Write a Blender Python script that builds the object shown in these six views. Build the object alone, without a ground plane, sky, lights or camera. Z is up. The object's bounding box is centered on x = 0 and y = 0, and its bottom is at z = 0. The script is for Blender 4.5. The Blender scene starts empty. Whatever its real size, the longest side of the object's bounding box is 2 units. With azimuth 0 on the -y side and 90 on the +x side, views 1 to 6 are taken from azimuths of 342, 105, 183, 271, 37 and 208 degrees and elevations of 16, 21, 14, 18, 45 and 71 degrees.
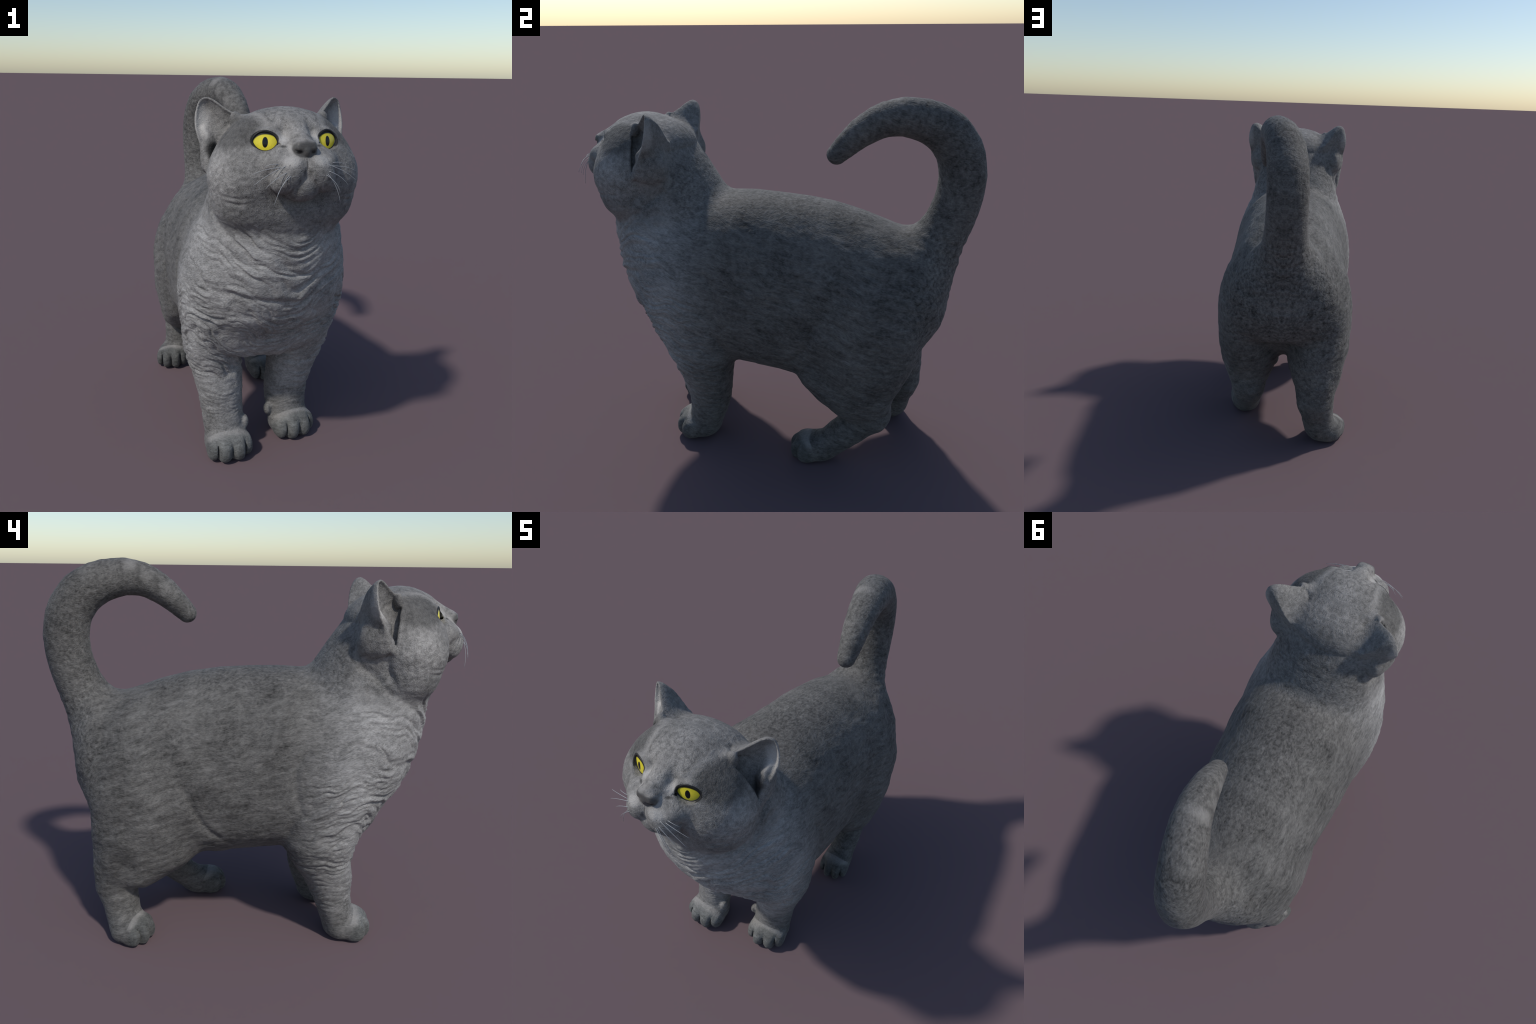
# A stocky grey short-haired cat, standing, looking up, tail curled over its back.
# The body is one implicit surface (lofts, ellipsoids and round cones blended
# together), meshed by surface nets, wrinkled by noise, then split into anatomical parts.
import bpy, math
from concurrent.futures import ThreadPoolExecutor
import numpy as np
from mathutils import Vector, Matrix

H = 0.0049                       # mesh spacing in metres
F32 = np.float32

# ------------------------------------------------------------------ small tools
def smin(a, b, k):
    h = np.maximum(k - np.abs(a - b), 0.0)
    return np.minimum(a, b) - h * h / (4 * k)

def smax(a, b, k):
    return -smin(-a, -b, k)

def ellipsoid(p, c, r, n=2.0):
    d = (p - np.array(c, F32)) / np.array(r, F32)
    if n == 2.0:
        k0 = np.sqrt((d * d).sum(1)) + 1e-6
        k1 = np.sqrt(((d / np.array(r, F32)) ** 2).sum(1)) + 1e-6
        return k0 * (k0 - 1) / k1
    a = np.abs(d) + 1e-6
    q = (a ** n).sum(1) ** (1 / n)
    g = np.sqrt((((a ** (n - 1)) / np.array(r, F32)) ** 2).sum(1)) * q ** (1 - n)
    return (q - 1) / (g + 1e-6)

def rotated_ellipsoid(p, c, r, axes, n=2.0):
    q = (p - np.array(c, F32)) @ np.array(axes, F32).T
    return ellipsoid(q, (0, 0, 0), r, n)

def round_cone(p, a, b, ra, rb):
    a, b = np.array(a, F32), np.array(b, F32)
    ab = b - a
    t = np.clip(((p - a) @ ab) / (ab @ ab), 0, 1)
    d = p - a - t[:, None] * ab
    return np.sqrt((d * d).sum(1)) - (ra + (rb - ra) * t)

def smooth_table(rows, soft=0.7, m=500):
    """Stations (t, v1, v2, ...) -> finely sampled, rounded-off curves."""
    rows = np.array(rows, float)
    t = np.linspace(rows[0, 0], rows[-1, 0], m)
    w = max(3, int(soft * m / len(rows)))
    ker = np.hanning(w + 2)[1:-1]
    ker /= ker.sum()
    cols = []
    for j in range(1, rows.shape[1]):
        v = np.interp(t, rows[:, 0], rows[:, j])
        s0, s1 = v[1] - v[0], v[-1] - v[-2]
        k = np.arange(1, w + 1)
        ext = np.concatenate([v[0] - s0 * k[::-1], v, v[-1] + s1 * k])
        c = np.convolve(ext, ker, "same")[w:-w]
        cols.append(c)
    return t, cols

def loft(p, axis, table, n=2.0, caps=(0.1, 0.1)):
    """Elliptical sections along an axis: table rows (t, c1, c2, r1, r2lo, r2hi);
    c1/r1 along the first remaining axis, c2/r2 along the second."""
    t, (c1, c2, r1, rlo, rhi) = table
    oth = [i for i in range(3) if i != axis]
    s = p[:, axis]
    sc = np.clip(s, t[0], t[-1])
    d1 = np.abs(p[:, oth[0]] - np.interp(sc, t, c1))
    d2 = p[:, oth[1]] - np.interp(sc, t, c2)
    r1 = np.interp(sc, t, r1)
    r2 = np.where(d2 > 0, np.interp(sc, t, rhi), np.interp(sc, t, rlo))
    if isinstance(n, tuple):                     # different roundness below and above
        n = np.where(d2 > 0, n[1], n[0])
    d2 = np.abs(d2)
    over = np.where(s < t[0], (t[0] - s) / caps[0], np.where(s > t[-1], (s - t[-1]) / caps[1], 0))
    rc = np.where(s < t[0], caps[0], caps[1])
    a, b = d1 / r1 + 1e-6, d2 / r2 + 1e-6
    sec = (a ** n + b ** n)
    q0 = sec ** (1 / n)
    q = np.sqrt(q0 * q0 + over * over)
    g1 = (a ** (n - 1) / r1) * q0 ** (1 - n) * (q0 / q)
    g2 = (b ** (n - 1) / r2) * q0 ** (1 - n) * (q0 / q)
    g3 = over / rc / q
    return ((q - 1) / np.sqrt(g1 * g1 + g2 * g2 + g3 * g3 + 1e-6)).astype(F32)

# ---- repeatable gradient noise
def _hash(i, j, k, seed):
    h = (i * np.uint32(374761393) + j * np.uint32(668265263) + k * np.uint32(2147483647) + np.uint32(seed * 1013904223 % 4294967296))
    h = (h ^ (h >> np.uint32(13))) * np.uint32(1274126177)
    h = (h ^ (h >> np.uint32(16))) * np.uint32(2246822519)
    return h ^ (h >> np.uint32(15))

def noise3(p, seed=0):
    p = np.asarray(p, np.float64)
    i0 = np.floor(p).astype(np.int64)
    f = p - i0
    u = f * f * f * (f * (f * 6 - 15) + 10)
    res = np.zeros(len(p))
    for dx in (0, 1):
        for dy in (0, 1):
            for dz in (0, 1):
                h = _hash((i0[:, 0] + dx).astype(np.uint32), (i0[:, 1] + dy).astype(np.uint32), (i0[:, 2] + dz).astype(np.uint32), seed)
                gx = (h & np.uint32(1023)).astype(float) / 511.5 - 1
                gy = ((h >> np.uint32(10)) & np.uint32(1023)).astype(float) / 511.5 - 1
                gz = ((h >> np.uint32(20)) & np.uint32(1023)).astype(float) / 511.5 - 1
                w = (u[:, 0] if dx else 1 - u[:, 0]) * (u[:, 1] if dy else 1 - u[:, 1]) * (u[:, 2] if dz else 1 - u[:, 2])
                res += w * (gx * (f[:, 0] - dx) + gy * (f[:, 1] - dy) + gz * (f[:, 2] - dz))
    return res

def sstep(a, b, x):
    t = np.clip((x - a) / (b - a), 0, 1)
    return t * t * (3 - 2 * t)

def gauss(p, c, r):
    return np.exp(-(((p - np.array(c)) / np.array(r)) ** 2).sum(1))

# ------------------------------------------------------------------ torso, neck
def section_rows(rows):
    """(y, top, bottom, half width, fraction of height of the widest line)"""
    out = []
    for y, top, bot, hw, fr in rows:
        zc = bot + (top - bot) * fr
        out.append((y, 0.0, zc, hw, zc - bot, top - zc))
    return out

TRUNK = smooth_table(section_rows([
    (-0.48, 1.308, 0.520, 0.378, 0.44), (-0.30, 1.347, 0.482, 0.384, 0.43),
    (-0.15, 1.356, 0.472, 0.380, 0.43), (0.00, 1.357, 0.456, 0.375, 0.43),
    (0.15, 1.349, 0.432, 0.366, 0.43), (0.30, 1.327, 0.418, 0.360, 0.44),
    (0.45, 1.288, 0.445, 0.350, 0.47), (0.60, 1.234, 0.550, 0.324, 0.48),
    (0.690, 1.194, 0.625, 0.292, 0.48)]))

def bib_rows(rows):
    """(z, front, back, half width): chest and neck, sections stacked in height"""
    out = []
    for z, fr, bk, hw in rows:
        yc = fr + (bk - fr) * 0.55
        out.append((z, 0.0, yc, hw, yc - fr, bk - yc))
    return out

CHEST = smooth_table(bib_rows([
    (0.62, -0.575, -0.12, 0.310), (0.68, -0.640, -0.10, 0.362),
    (0.74, -0.708, -0.10, 0.388), (0.81, -0.760, -0.10, 0.398),
    (0.89, -0.796, -0.10, 0.402), (0.97, -0.822, -0.10, 0.396),
    (1.06, -0.842, -0.12, 0.376), (1.15, -0.856, -0.16, 0.348),
    (1.25, -0.864, -0.222, 0.308), (1.33, -0.853, -0.268, 0.287),
    (1.41, -0.842, -0.320, 0.272), (1.50, -0.818, -0.380, 0.254),
    (1.58, -0.775, -0.440, 0.224)]), 0.8)

def torso(p):
    round_top = 2.04 + 0.30 * sstep(0.05, -0.15, p[:, 1])
    f = loft(p, 1, TRUNK, (2.6, round_top), (0.20, 0.190))
    f = smin(f, loft(p, 2, CHEST, 2.07, (0.075, 0.10)), 0.05)
    return f

# ------------------------------------------------------------------ limbs
def limb_rows(rows):
    return [(z, xc, yc, hx, hy, hy) for z, xc, yc, hx, hy in rows]

FORE_R = smooth_table(limb_rows([
    (0.06, -0.196, -0.462, 0.098, 0.082), (0.16, -0.199, -0.438, 0.105, 0.091),
    (0.25, -0.203, -0.413, 0.108, 0.101), (0.35, -0.208, -0.391, 0.120, 0.127),
    (0.45, -0.219, -0.350, 0.136, 0.153), (0.54, -0.235, -0.343, 0.145, 0.182),
    (0.66, -0.254, -0.362, 0.134, 0.203), (0.80, -0.262, -0.395, 0.124, 0.210)]))
FORE_L = smooth_table(limb_rows([
    (0.06, 0.184, -0.356, 0.102, 0.090), (0.16, 0.176, -0.331, 0.110, 0.102),
    (0.25, 0.180, -0.319, 0.114, 0.112), (0.35, 0.199, -0.322, 0.122, 0.130),
    (0.45, 0.218, -0.329, 0.138, 0.149), (0.54, 0.236, -0.337, 0.144, 0.178),
    (0.66, 0.254, -0.362, 0.134, 0.203), (0.80, 0.262, -0.395, 0.124, 0.210)]))

def paw(p, centre, heading, width, length, height, spread=1.0):
    """Paw on the ground: a pad and four toes; heading is the compass angle, 0 = -y, + = +x."""
    a = math.radians(heading)
    fwd = np.array([math.sin(a), -math.cos(a), 0], F32)
    lat = np.array([math.cos(a), math.sin(a), 0], F32)
    d = p - np.array((*centre, 0), F32)
    q = np.stack([d @ lat, d @ fwd, p[:, 2]], 1)
    f = ellipsoid(q, (0, 0.0, height * 0.48), (width * 0.97, length * 0.90, height * 0.53), 2.5)
    f = smin(f, ellipsoid(q, (0, -length * 0.45, height * 0.42), (width * 0.84, length * 0.6, height * 0.46)), 0.03)
    for l, fo, s, wd in ((-0.76, 0.26, 0.88, 0.25), (-0.31, 0.50, 1.0, 0.33), (0.31, 0.50, 1.0, 0.33), (0.76, 0.26, 0.88, 0.25)):
        f = smin(f, ellipsoid(q, (l * width, fo * length, height * 0.41), (width * wd, length * 0.53 * s, height * 0.43 * s), 2.3), 0.012)
    for l, fo in ((-0.60, 0.74), (0.0, 1.00), (0.60, 0.74)):
        f = smax(f, -ellipsoid(q, (l * width, length * fo, height * 0.34), (0.003, length * 0.25, height * 0.40)), 0.012)
    return f

def flat_sole(f, p):
    return smax(f, 0.0 - p[:, 2], 0.02)

def forelimb_r(p):
    f = loft(p, 2, FORE_R, 2.1, (0.06, 0.20))
    f = smin(f, paw(p, (-0.193, -0.510), 2, 0.116, 0.108, 0.140), 0.022)
    f = smin(f, ellipsoid(p, (-0.095, -0.475, 0.150), (0.020, 0.026, 0.032)), 0.02)
    return f

def forelimb_l(p):
    f = loft(p, 2, FORE_L, 2.1, (0.06, 0.20))
    f = smin(f, paw(p, (0.186, -0.402), 14, 0.114, 0.108, 0.138), 0.022)
    f = smin(f, ellipsoid(p, (0.062, -0.375, 0.140), (0.020, 0.026, 0.032)), 0.02)
    return f

THIGH_AXES = ((1, 0, 0), (0, math.cos(0.35), -math.sin(0.35)), (0, math.sin(0.35), math.cos(0.35)))

def hindlimb_r(p):
    f = rotated_ellipsoid(p, (-0.222, 0.492, 0.72), (0.170, 0.284, 0.34), THIGH_AXES)
    f = smin(f, ellipsoid(p, (-0.190, 0.574, 0.51), (0.160, 0.200, 0.22)), 0.09)
    f = smin(f, round_cone(p, (-0.244, 0.366, 0.508), (-0.246, 0.545, 0.378), 0.096, 0.090), 0.05)
    f = smin(f, round_cone(p, (-0.200, 0.642, 0.43), (-0.196, 0.680, 0.27), 0.131, 0.100), 0.05)
    f = smin(f, round_cone(p, (-0.196, 0.680, 0.30), (-0.228, 0.640, 0.10), 0.095, 0.088), 0.03)
    f = smin(f, ellipsoid(p, (-0.210, 0.726, 0.375), (0.05, 0.050, 0.07)), 0.05)
    f = smin(f, paw(p, (-0.277, 0.590), -16, 0.098, 0.104, 0.134), 0.03)
    return f

def hindlimb_l(p):
    f = rotated_ellipsoid(p, (0.222, 0.484, 0.72), (0.170, 0.284, 0.34), THIGH_AXES)
    f = smin(f, ellipsoid(p, (0.192, 0.494, 0.51), (0.160, 0.194, 0.22)), 0.09)
    f = smin(f, round_cone(p, (0.246, 0.288, 0.505), (0.250, 0.445, 0.372), 0.100, 0.092), 0.05)
    f = smin(f, round_cone(p, (0.208, 0.510, 0.44), (0.197, 0.562, 0.300), 0.130, 0.097), 0.05)
    f = smin(f, round_cone(p, (0.197, 0.552, 0.270), (0.232, 0.340, 0.084), 0.088, 0.077), 0.03)
    f = smin(f, paw(p, (0.243, 0.262), 12, 0.090, 0.108, 0.134), 0.03)
    return f

# ------------------------------------------------------------------ tail
TAIL = [(0.000, 0.730, 1.050, 0.150), (0.000, 0.790, 1.150, 0.130), (-0.004, 0.845, 1.265, 0.112),
        (-0.008, 0.880, 1.385, 0.107), (-0.010, 0.889, 1.493, 0.107), (-0.005, 0.868, 1.600, 0.106),
        (0.009, 0.808, 1.689, 0.103), (0.035, 0.720, 1.743, 0.096), (0.070, 0.610, 1.766, 0.086),
        (0.092, 0.515, 1.750, 0.077), (0.110, 0.425, 1.695, 0.067), (0.123, 0.362, 1.635, 0.056),
        (0.130, 0.322, 1.594, 0.047)]

def tail(p):
    f = None
    t, cols = smooth_table([(i, *r) for i, r in enumerate(TAIL)], 0.9)
    s = np.linspace(0, len(TAIL) - 1, 31)
    pts = np.stack([np.interp(s, t, c) for c in cols], 1)
    for a, b in zip(pts[:-1], pts[1:]):
        c = round_cone(p, a[:3], b[:3], a[3], b[3])
        f = c if f is None else np.minimum(f, c)
    return f

# ------------------------------------------------------------------ head (x mirrored: work with |x|)
EYE_R = 0.150
EYE_N = np.array([0.335, -0.93, 0.13])
EYE_N /= np.linalg.norm(EYE_N)
EYE_C = np.array([0.133, -0.850, 1.608]) - EYE_N * EYE_R
EYE_A = np.cross(EYE_N, (0, 0, 1.0))
EYE_A /= np.linalg.norm(EYE_A)
if EYE_A[0] < 0:
    EYE_A = -EYE_A
EYE_B = np.cross(EYE_A, EYE_N)
if EYE_B[2] < 0:
    EYE_B = -EYE_B

def almond(a, b):
    """Signed distance to the eye opening (two arcs meeting at the corners) in the eye's plane."""
    tilt = 0.06
    a, b = a * math.cos(tilt) + b * math.sin(tilt), b * math.cos(tilt) - a * math.sin(tilt)
    a = a - 0.001
    b = b - 0.003
    w, up, lo = 0.052, 0.040, 0.037
    ru, rl = (w * w + up * up) / (2 * up), (w * w + lo * lo) / (2 * lo)
    du = np.sqrt(a * a + (b - (up - ru)) ** 2) - ru
    dl = np.sqrt(a * a + (b + (lo - rl)) ** 2) - rl
    return smax(du, dl, 0.004)

EAR_T = np.array([-0.316, -0.534, 1.766])
EAR_N = np.array([-0.568, -0.803, 0.184])
EAR_N /= np.linalg.norm(EAR_N)
EAR_H = np.array([-0.282, 0.421, 0.861])
EAR_H -= EAR_N * (EAR_H @ EAR_N)
EAR_H /= np.linalg.norm(EAR_H)
EAR_S = np.cross(EAR_H, EAR_N)           # sideways in the ear's opening plane
EAR_C = np.array([-0.285, -0.615, 1.560]) - EAR_T      # ear canal
EAR_RIM = [(-0.180, -0.648, 1.690), (-0.233, -0.600, 1.733), (-0.269, -0.568, 1.762), (-0.298, -0.545, 1.772),
           (-0.326, -0.530, 1.757), (-0.342, -0.528, 1.713), (-0.348, -0.535, 1.663), (-0.343, -0.550, 1.613),
           (-0.330, -0.570, 1.570), (-0.322, -0.585, 1.520), (-0.305, -0.600, 1.478), (-0.262, -0.620, 1.500),
           (-0.225, -0.640, 1.570), (-0.190, -0.655, 1.640)]
_rim = np.array(EAR_RIM) - EAR_T
EAR_2D = np.stack([_rim @ EAR_S, _rim @ EAR_H], 1)
def _closed_smooth(poly, m=56):
    n = len(poly)
    out = []
    for k in range(m):
        u = k * n / m
        i = int(u)
        t = u - i
        a, b, c, d = (poly[(i + j) % n] for j in (-1, 0, 1, 2))
        out.append(0.5 * (2 * b + (c - a) * t + (2 * a - 5 * b + 4 * c - d) * t * t + (3 * b - a - 3 * c + d) * t ** 3))
    return np.array(out)
EAR_2D = _closed_smooth(EAR_2D)

def polygon_depth(q, poly):
    """Positive inside, negative outside, distance to a closed outline."""
    best = np.full(len(q), 1e9)
    inside = np.zeros(len(q), bool)
    for a, b in zip(poly, np.roll(poly, -1, 0)):
        ab = b - a
        t = np.clip(((q - a) @ ab) / (ab @ ab), 0, 1)
        d = q - a - t[:, None] * ab
        best = np.minimum(best, (d * d).sum(1))
        cross = ((a[1] > q[:, 1]) != (b[1] > q[:, 1])) & (q[:, 0] < (b[0] - a[0]) * (q[:, 1] - a[1]) / (b[1] - a[1] + 1e-12) + a[0])
        inside ^= cross
    d = np.sqrt(best)
    return np.where(inside, d, -d)

def ear_fields(q):
    """q: points of the ear on the -x side.  Returns (outer hull, cavity)."""
    d = q - EAR_T
    s2 = np.stack([d @ EAR_S, d @ EAR_H], 1)
    n = d @ EAR_N
    ins = polygon_depth(s2, EAR_2D)
    deep = np.sqrt(np.maximum(ins, 0) * 0.075) * 0.90 + np.maximum(ins, 0) * 0.35
    hollow = np.minimum(np.sqrt(np.maximum(ins - 0.010, 0) * 0.045) * 0.8, 0.042) + 0.030 * gauss(s2, (EAR_C @ EAR_S, EAR_C @ EAR_H), (0.040, 0.045))
    down = np.clip(-(d @ EAR_H) / 0.3, 0, 1)
    # hull: everything behind the rim plane, bulging back
    back = (-n - deep * (1.02 + 0.7 * down)) * 0.60
    hull = smax(smax(-ins - 0.006, back, 0.014), n - 0.004, 0.012)
    cav_deep = (-n - hollow) * 0.62
    cav = smax(smax(0.007 - ins, cav_deep, 0.010), n - 0.02, 0.012)
    return hull.astype(F32), cav.astype(F32)

PAD_AXES = ((0.66, 0.08, -0.745), (-0.053, 0.997, 0.060), (0.749, 0.0, 0.663))

def head(p):
    q = p.copy()
    q[:, 0] = np.abs(q[:, 0])
    f = ellipsoid(q, (0, -0.692, 1.550), (0.262, 0.199, 0.187), 2.06)                   # cranium
    f = smin(f, ellipsoid(q, (0.155, -0.702, 1.450), (0.172, 0.194, 0.185)), 0.05)      # cheeks
    f = smin(f, ellipsoid(q, (0.132, -0.700, 1.334), (0.174, 0.166, 0.124)), 0.04)      # jowls
    f = smin(f, ellipsoid(q, (0, -0.695, 1.330), (0.20, 0.190, 0.145)), 0.07)           # jowl under the chin
    f = smin(f, ellipsoid(q, (0.0, -0.80, 1.515), (0.165, 0.135, 0.105)), 0.06)            # face mass
    f = smin(f, round_cone(q, (0, -0.800, 1.635), (0, -0.926, 1.599), 0.058, 0.035), 0.035)   # bridge
    f = smin(f, ellipsoid(q, (0, -0.895, 1.512), (0.108, 0.072, 0.085)), 0.04)          # muzzle core
    f = smin(f, ellipsoid(q, (0.090, -0.897, 1.530), (0.060, 0.062, 0.045)), 0.03)
    f = smin(f, ellipsoid(q, (0, -0.924, 1.598), (0.045, 0.041, 0.023), 4.0), 0.010)    # nose leather
    f = smin(f, ellipsoid(q, (0.030, -0.938, 1.592), (0.018, 0.024, 0.016)), 0.010)     # wings
    f = smin(f, ellipsoid(q, (0, -0.946, 1.580), (0.019, 0.025, 0.024)), 0.008)         # septum
    f = smax(f, -round_cone(q, (0.017, -0.972, 1.578), (0.043, -0.951, 1.585), 0.0075, 0.0035), 0.004)   # nostril
    f = smin(f, ellipsoid(q, (0, -0.912, 1.444), (0.080, 0.066, 0.066)), 0.012)         # chin
    f = smin(f, rotated_ellipsoid(q, (0.060, -0.928, 1.492), (0.088, 0.061, 0.065), PAD_AXES), 0.009)    # whisker pad
    f = smax(f, -ellipsoid(q, (0.062, -0.862, 1.668), (0.012, 0.02, 0.035)), 0.03)      # brow hollow
    f = smax(f, -round_cone(q, (0.084, -0.870, 1.597), (0.058, -0.892, 1.588), 0.010, 0.004), 0.010)     # tear line
    # the eye opening
    d = q - EYE_C.astype(F32)
    al = almond(d @ EYE_A, d @ EYE_B)
    front = d @ EYE_N
    lid = smax(ellipsoid(q, EYE_C, (EYE_R + 0.0032,) * 3), np.maximum(al - 0.015, 0.09 - front), 0.012)   # lids over the eyeball
    f = smin(f, lid.astype(F32), 0.008)
    open_ = smax(al, 0.122 - front, 0.006)
    f = smax(f, -open_, 0.004)
    return f

def ears(p):
    q = p.copy()
    q[:, 0] = -np.abs(q[:, 0])
    near = (q[:, 0] < -0.10) & (q[:, 1] > -0.75) & (q[:, 1] < -0.28) & (q[:, 2] > 1.38) & (q[:, 2] < 1.86)
    hull = np.full(len(p), 0.3, F32)
    cav = np.full(len(p), 0.3, F32)
    if near.any():
        hull[near], cav[near] = ear_fields(q[near].astype(float))
    return hull, cav, q

def boxed(fn, p, lo, hi):
    """Evaluate a group only near its own box; far away a plain large distance does."""
    m = np.ones(len(p), bool)
    for i in range(3):
        m &= (p[:, i] > lo[i]) & (p[:, i] < hi[i])
    out = np.full(len(p), 0.25, F32)
    if m.any():
        out[m] = fn(p[m])
    return out

BOXES = [(torso, (-0.6, -1.1, 0.30), (0.6, 1.1, 1.80)), (forelimb_r, (-0.55, -0.80, -0.1), (0.05, 0.0, 1.15)),
         (forelimb_l, (-0.05, -0.80, -0.1), (0.55, 0.0, 1.15)), (hindlimb_r, (-0.55, 0.05, -0.1), (0.08, 1.1, 1.25)),
         (hindlimb_l, (-0.08, 0.0, -0.1), (0.55, 1.1, 1.25)), (tail, (-0.30, 0.15, 0.80), (0.35, 1.1, 1.95)),
         (head, (-0.5, -1.1, 1.0), (0.5, -0.25, 1.9))]

def groups(p):
    """Distance to each anatomical group."""
    p = p.astype(F32)
    return [boxed(*b[:1], p, *b[1:]) for b in BOXES]

def field(p, g=None):
    p = p.astype(F32)
    t, fr, fl, hr, hl, ta, he = g if g is not None else groups(p)
    f = smin(t, fr, 0.035)
    f = smin(f, fl, 0.035)
    f = smin(f, smin(hr, hl, 0.10), 0.05)
    f = smin(f, ta, 0.10)
    k = 0.030 + 0.055 * sstep(1.42, 1.56, p[:, 2]) * sstep(-0.66, -0.52, p[:, 1])     # soft nape, firm jaw edge
    f = smin(f, he, k)
    hull, cav, q = ears(p)
    f = smin(f, hull, 0.045)
    f = smax(f, -cav, 0.015 + 0.035 * sstep(-0.285, -0.235, q[:, 0]) * sstep(1.62, 1.56, q[:, 2]))
    f = smin(f, round_cone(q, (-0.286, -0.586, 1.580), (-0.305, -0.546, 1.635), 0.009, 0.003), 0.030)   # fold in the cup
    f = smin(f, ellipsoid(q, (-0.300, -0.578, 1.560), (0.016, 0.022, 0.034)), 0.012)
    f = smin(f, ellipsoid(q, (-0.303, -0.585, 1.500), (0.020, 0.030, 0.040)), 0.018)
    f = smin(f, ellipsoid(q, (-0.268, -0.525, 1.520), (0.040, 0.055, 0.068)), 0.065)
    f = smin(f, ellipsoid(q, (-0.200, -0.645, 1.680), (0.020, 0.018, 0.034)), 0.014)
    return flat_sole(f, p)

# ------------------------------------------------------------------ meshing (surface nets)
def chunked(fn, p, n=60000):
    with ThreadPoolExecutor(4) as ex:
        out = list(ex.map(fn, [p[i:i + n] for i in range(0, len(p), n)]))
    return np.concatenate(out)

def surface_nets(fn, lo, hi, h):
    lo = np.array(lo, float)
    step = 4
    nc = np.ceil((np.array(hi) - lo) / (h * step)).astype(int) + 1
    n = nc * step + 1
    cx = [lo[i] + np.arange(nc[i] + 1) * h * step for i in range(3)]
    G = np.stack(np.meshgrid(*cx, indexing="ij"), -1).reshape(-1, 3)
    fc = chunked(fn, G).reshape([c + 1 for c in nc])
    # coarse cells near the surface
    mn = np.full(nc, 1e9, F32)
    mx = np.full(nc, -1e9, F32)
    for a in (0, 1):
        for b in (0, 1):
            for c in (0, 1):
                v = fc[a:a + nc[0], b:b + nc[1], c:c + nc[2]]
                mn, mx = np.minimum(mn, v), np.maximum(mx, v)
    act = (mn < 0.35 * h * step) & (mx > -0.35 * h * step)
    fine = np.full(n, 1.0, F32)
    # inside far away: sign from the coarse grid
    idx = np.minimum(np.arange(n[0]) // step, nc[0] - 1), np.minimum(np.arange(n[1]) // step, nc[1] - 1), np.minimum(np.arange(n[2]) // step, nc[2] - 1)
    neg = (mx < 0)
    fine[neg[np.ix_(*idx)]] = -1.0
    need = np.zeros(n, bool)
    ai = np.argwhere(act)
    off = np.stack(np.meshgrid(*[np.arange(step + 1)] * 3, indexing="ij"), -1).reshape(-1, 3)
    pts = (ai[:, None, :] * step + off[None]).reshape(-1, 3)
    need[pts[:, 0], pts[:, 1], pts[:, 2]] = True
    ni = np.argwhere(need)
    fine[need] = chunked(fn, lo + ni * h)
    s = fine < 0
    cell = np.zeros([k - 1 for k in n], np.uint8)
    for a in (0, 1):
        for b in (0, 1):
            for c in (0, 1):
                cell += s[a:n[0] - 1 + a, b:n[1] - 1 + b, c:n[2] - 1 + c]
    ci = np.argwhere((cell > 0) & (cell < 8))
    index = np.full(cell.shape, -1, np.int32)
    index[ci[:, 0], ci[:, 1], ci[:, 2]] = np.arange(len(ci))
    acc, cnt = np.zeros((len(ci), 3)), np.zeros(len(ci))
    for ax in range(3):
        o = [i for i in range(3) if i != ax]
        for a in (0, 1):
            for b in (0, 1):
                d0 = np.zeros(3, int)
                d0[o[0]], d0[o[1]] = a, b
                d1 = d0.copy()
                d1[ax] = 1
                p0, p1 = ci + d0, ci + d1
                v0, v1 = fine[p0[:, 0], p0[:, 1], p0[:, 2]], fine[p1[:, 0], p1[:, 1], p1[:, 2]]
                cr = (v0 < 0) != (v1 < 0)
                t = np.where(cr, v0 / np.where(cr, v0 - v1, 1), 0)
                q = p0 + t[:, None] * (p1 - p0)
                acc += q * cr[:, None]
                cnt += cr
    verts = lo + (acc / cnt[:, None]) * h
    faces = []
    for ax in range(3):
        o1, o2 = (ax + 1) % 3, (ax + 2) % 3
        sl0, sl1 = [slice(None)] * 3, [slice(None)] * 3
        sl0[ax], sl1[ax] = slice(0, n[ax] - 1), slice(1, n[ax])
        cr = np.argwhere(s[tuple(sl0)] != s[tuple(sl1)])
        cr = cr[(cr[:, o1] > 0) & (cr[:, o2] > 0) & (cr[:, o1] < n[o1] - 1) & (cr[:, o2] < n[o2] - 1)]
        quad = []
        for a, b in ((-1, -1), (0, -1), (0, 0), (-1, 0)):
            c = cr.copy()
            c[:, o1] += a
            c[:, o2] += b
            quad.append(index[c[:, 0], c[:, 1], c[:, 2]])
        quad = np.stack(quad, 1)
        flip = ~s[cr[:, 0], cr[:, 1], cr[:, 2]]
        quad[flip] = quad[flip][:, ::-1]
        faces.append(quad[(quad >= 0).all(1)])
    return verts, np.concatenate(faces)

def gradient(fn, p, f0, e=0.0015):
    g = np.empty((len(p), 3))
    for i in range(3):
        d = np.zeros(3)
        d[i] = e
        g[:, i] = (fn(p + d).astype(float) - f0) / e
    return g

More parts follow.
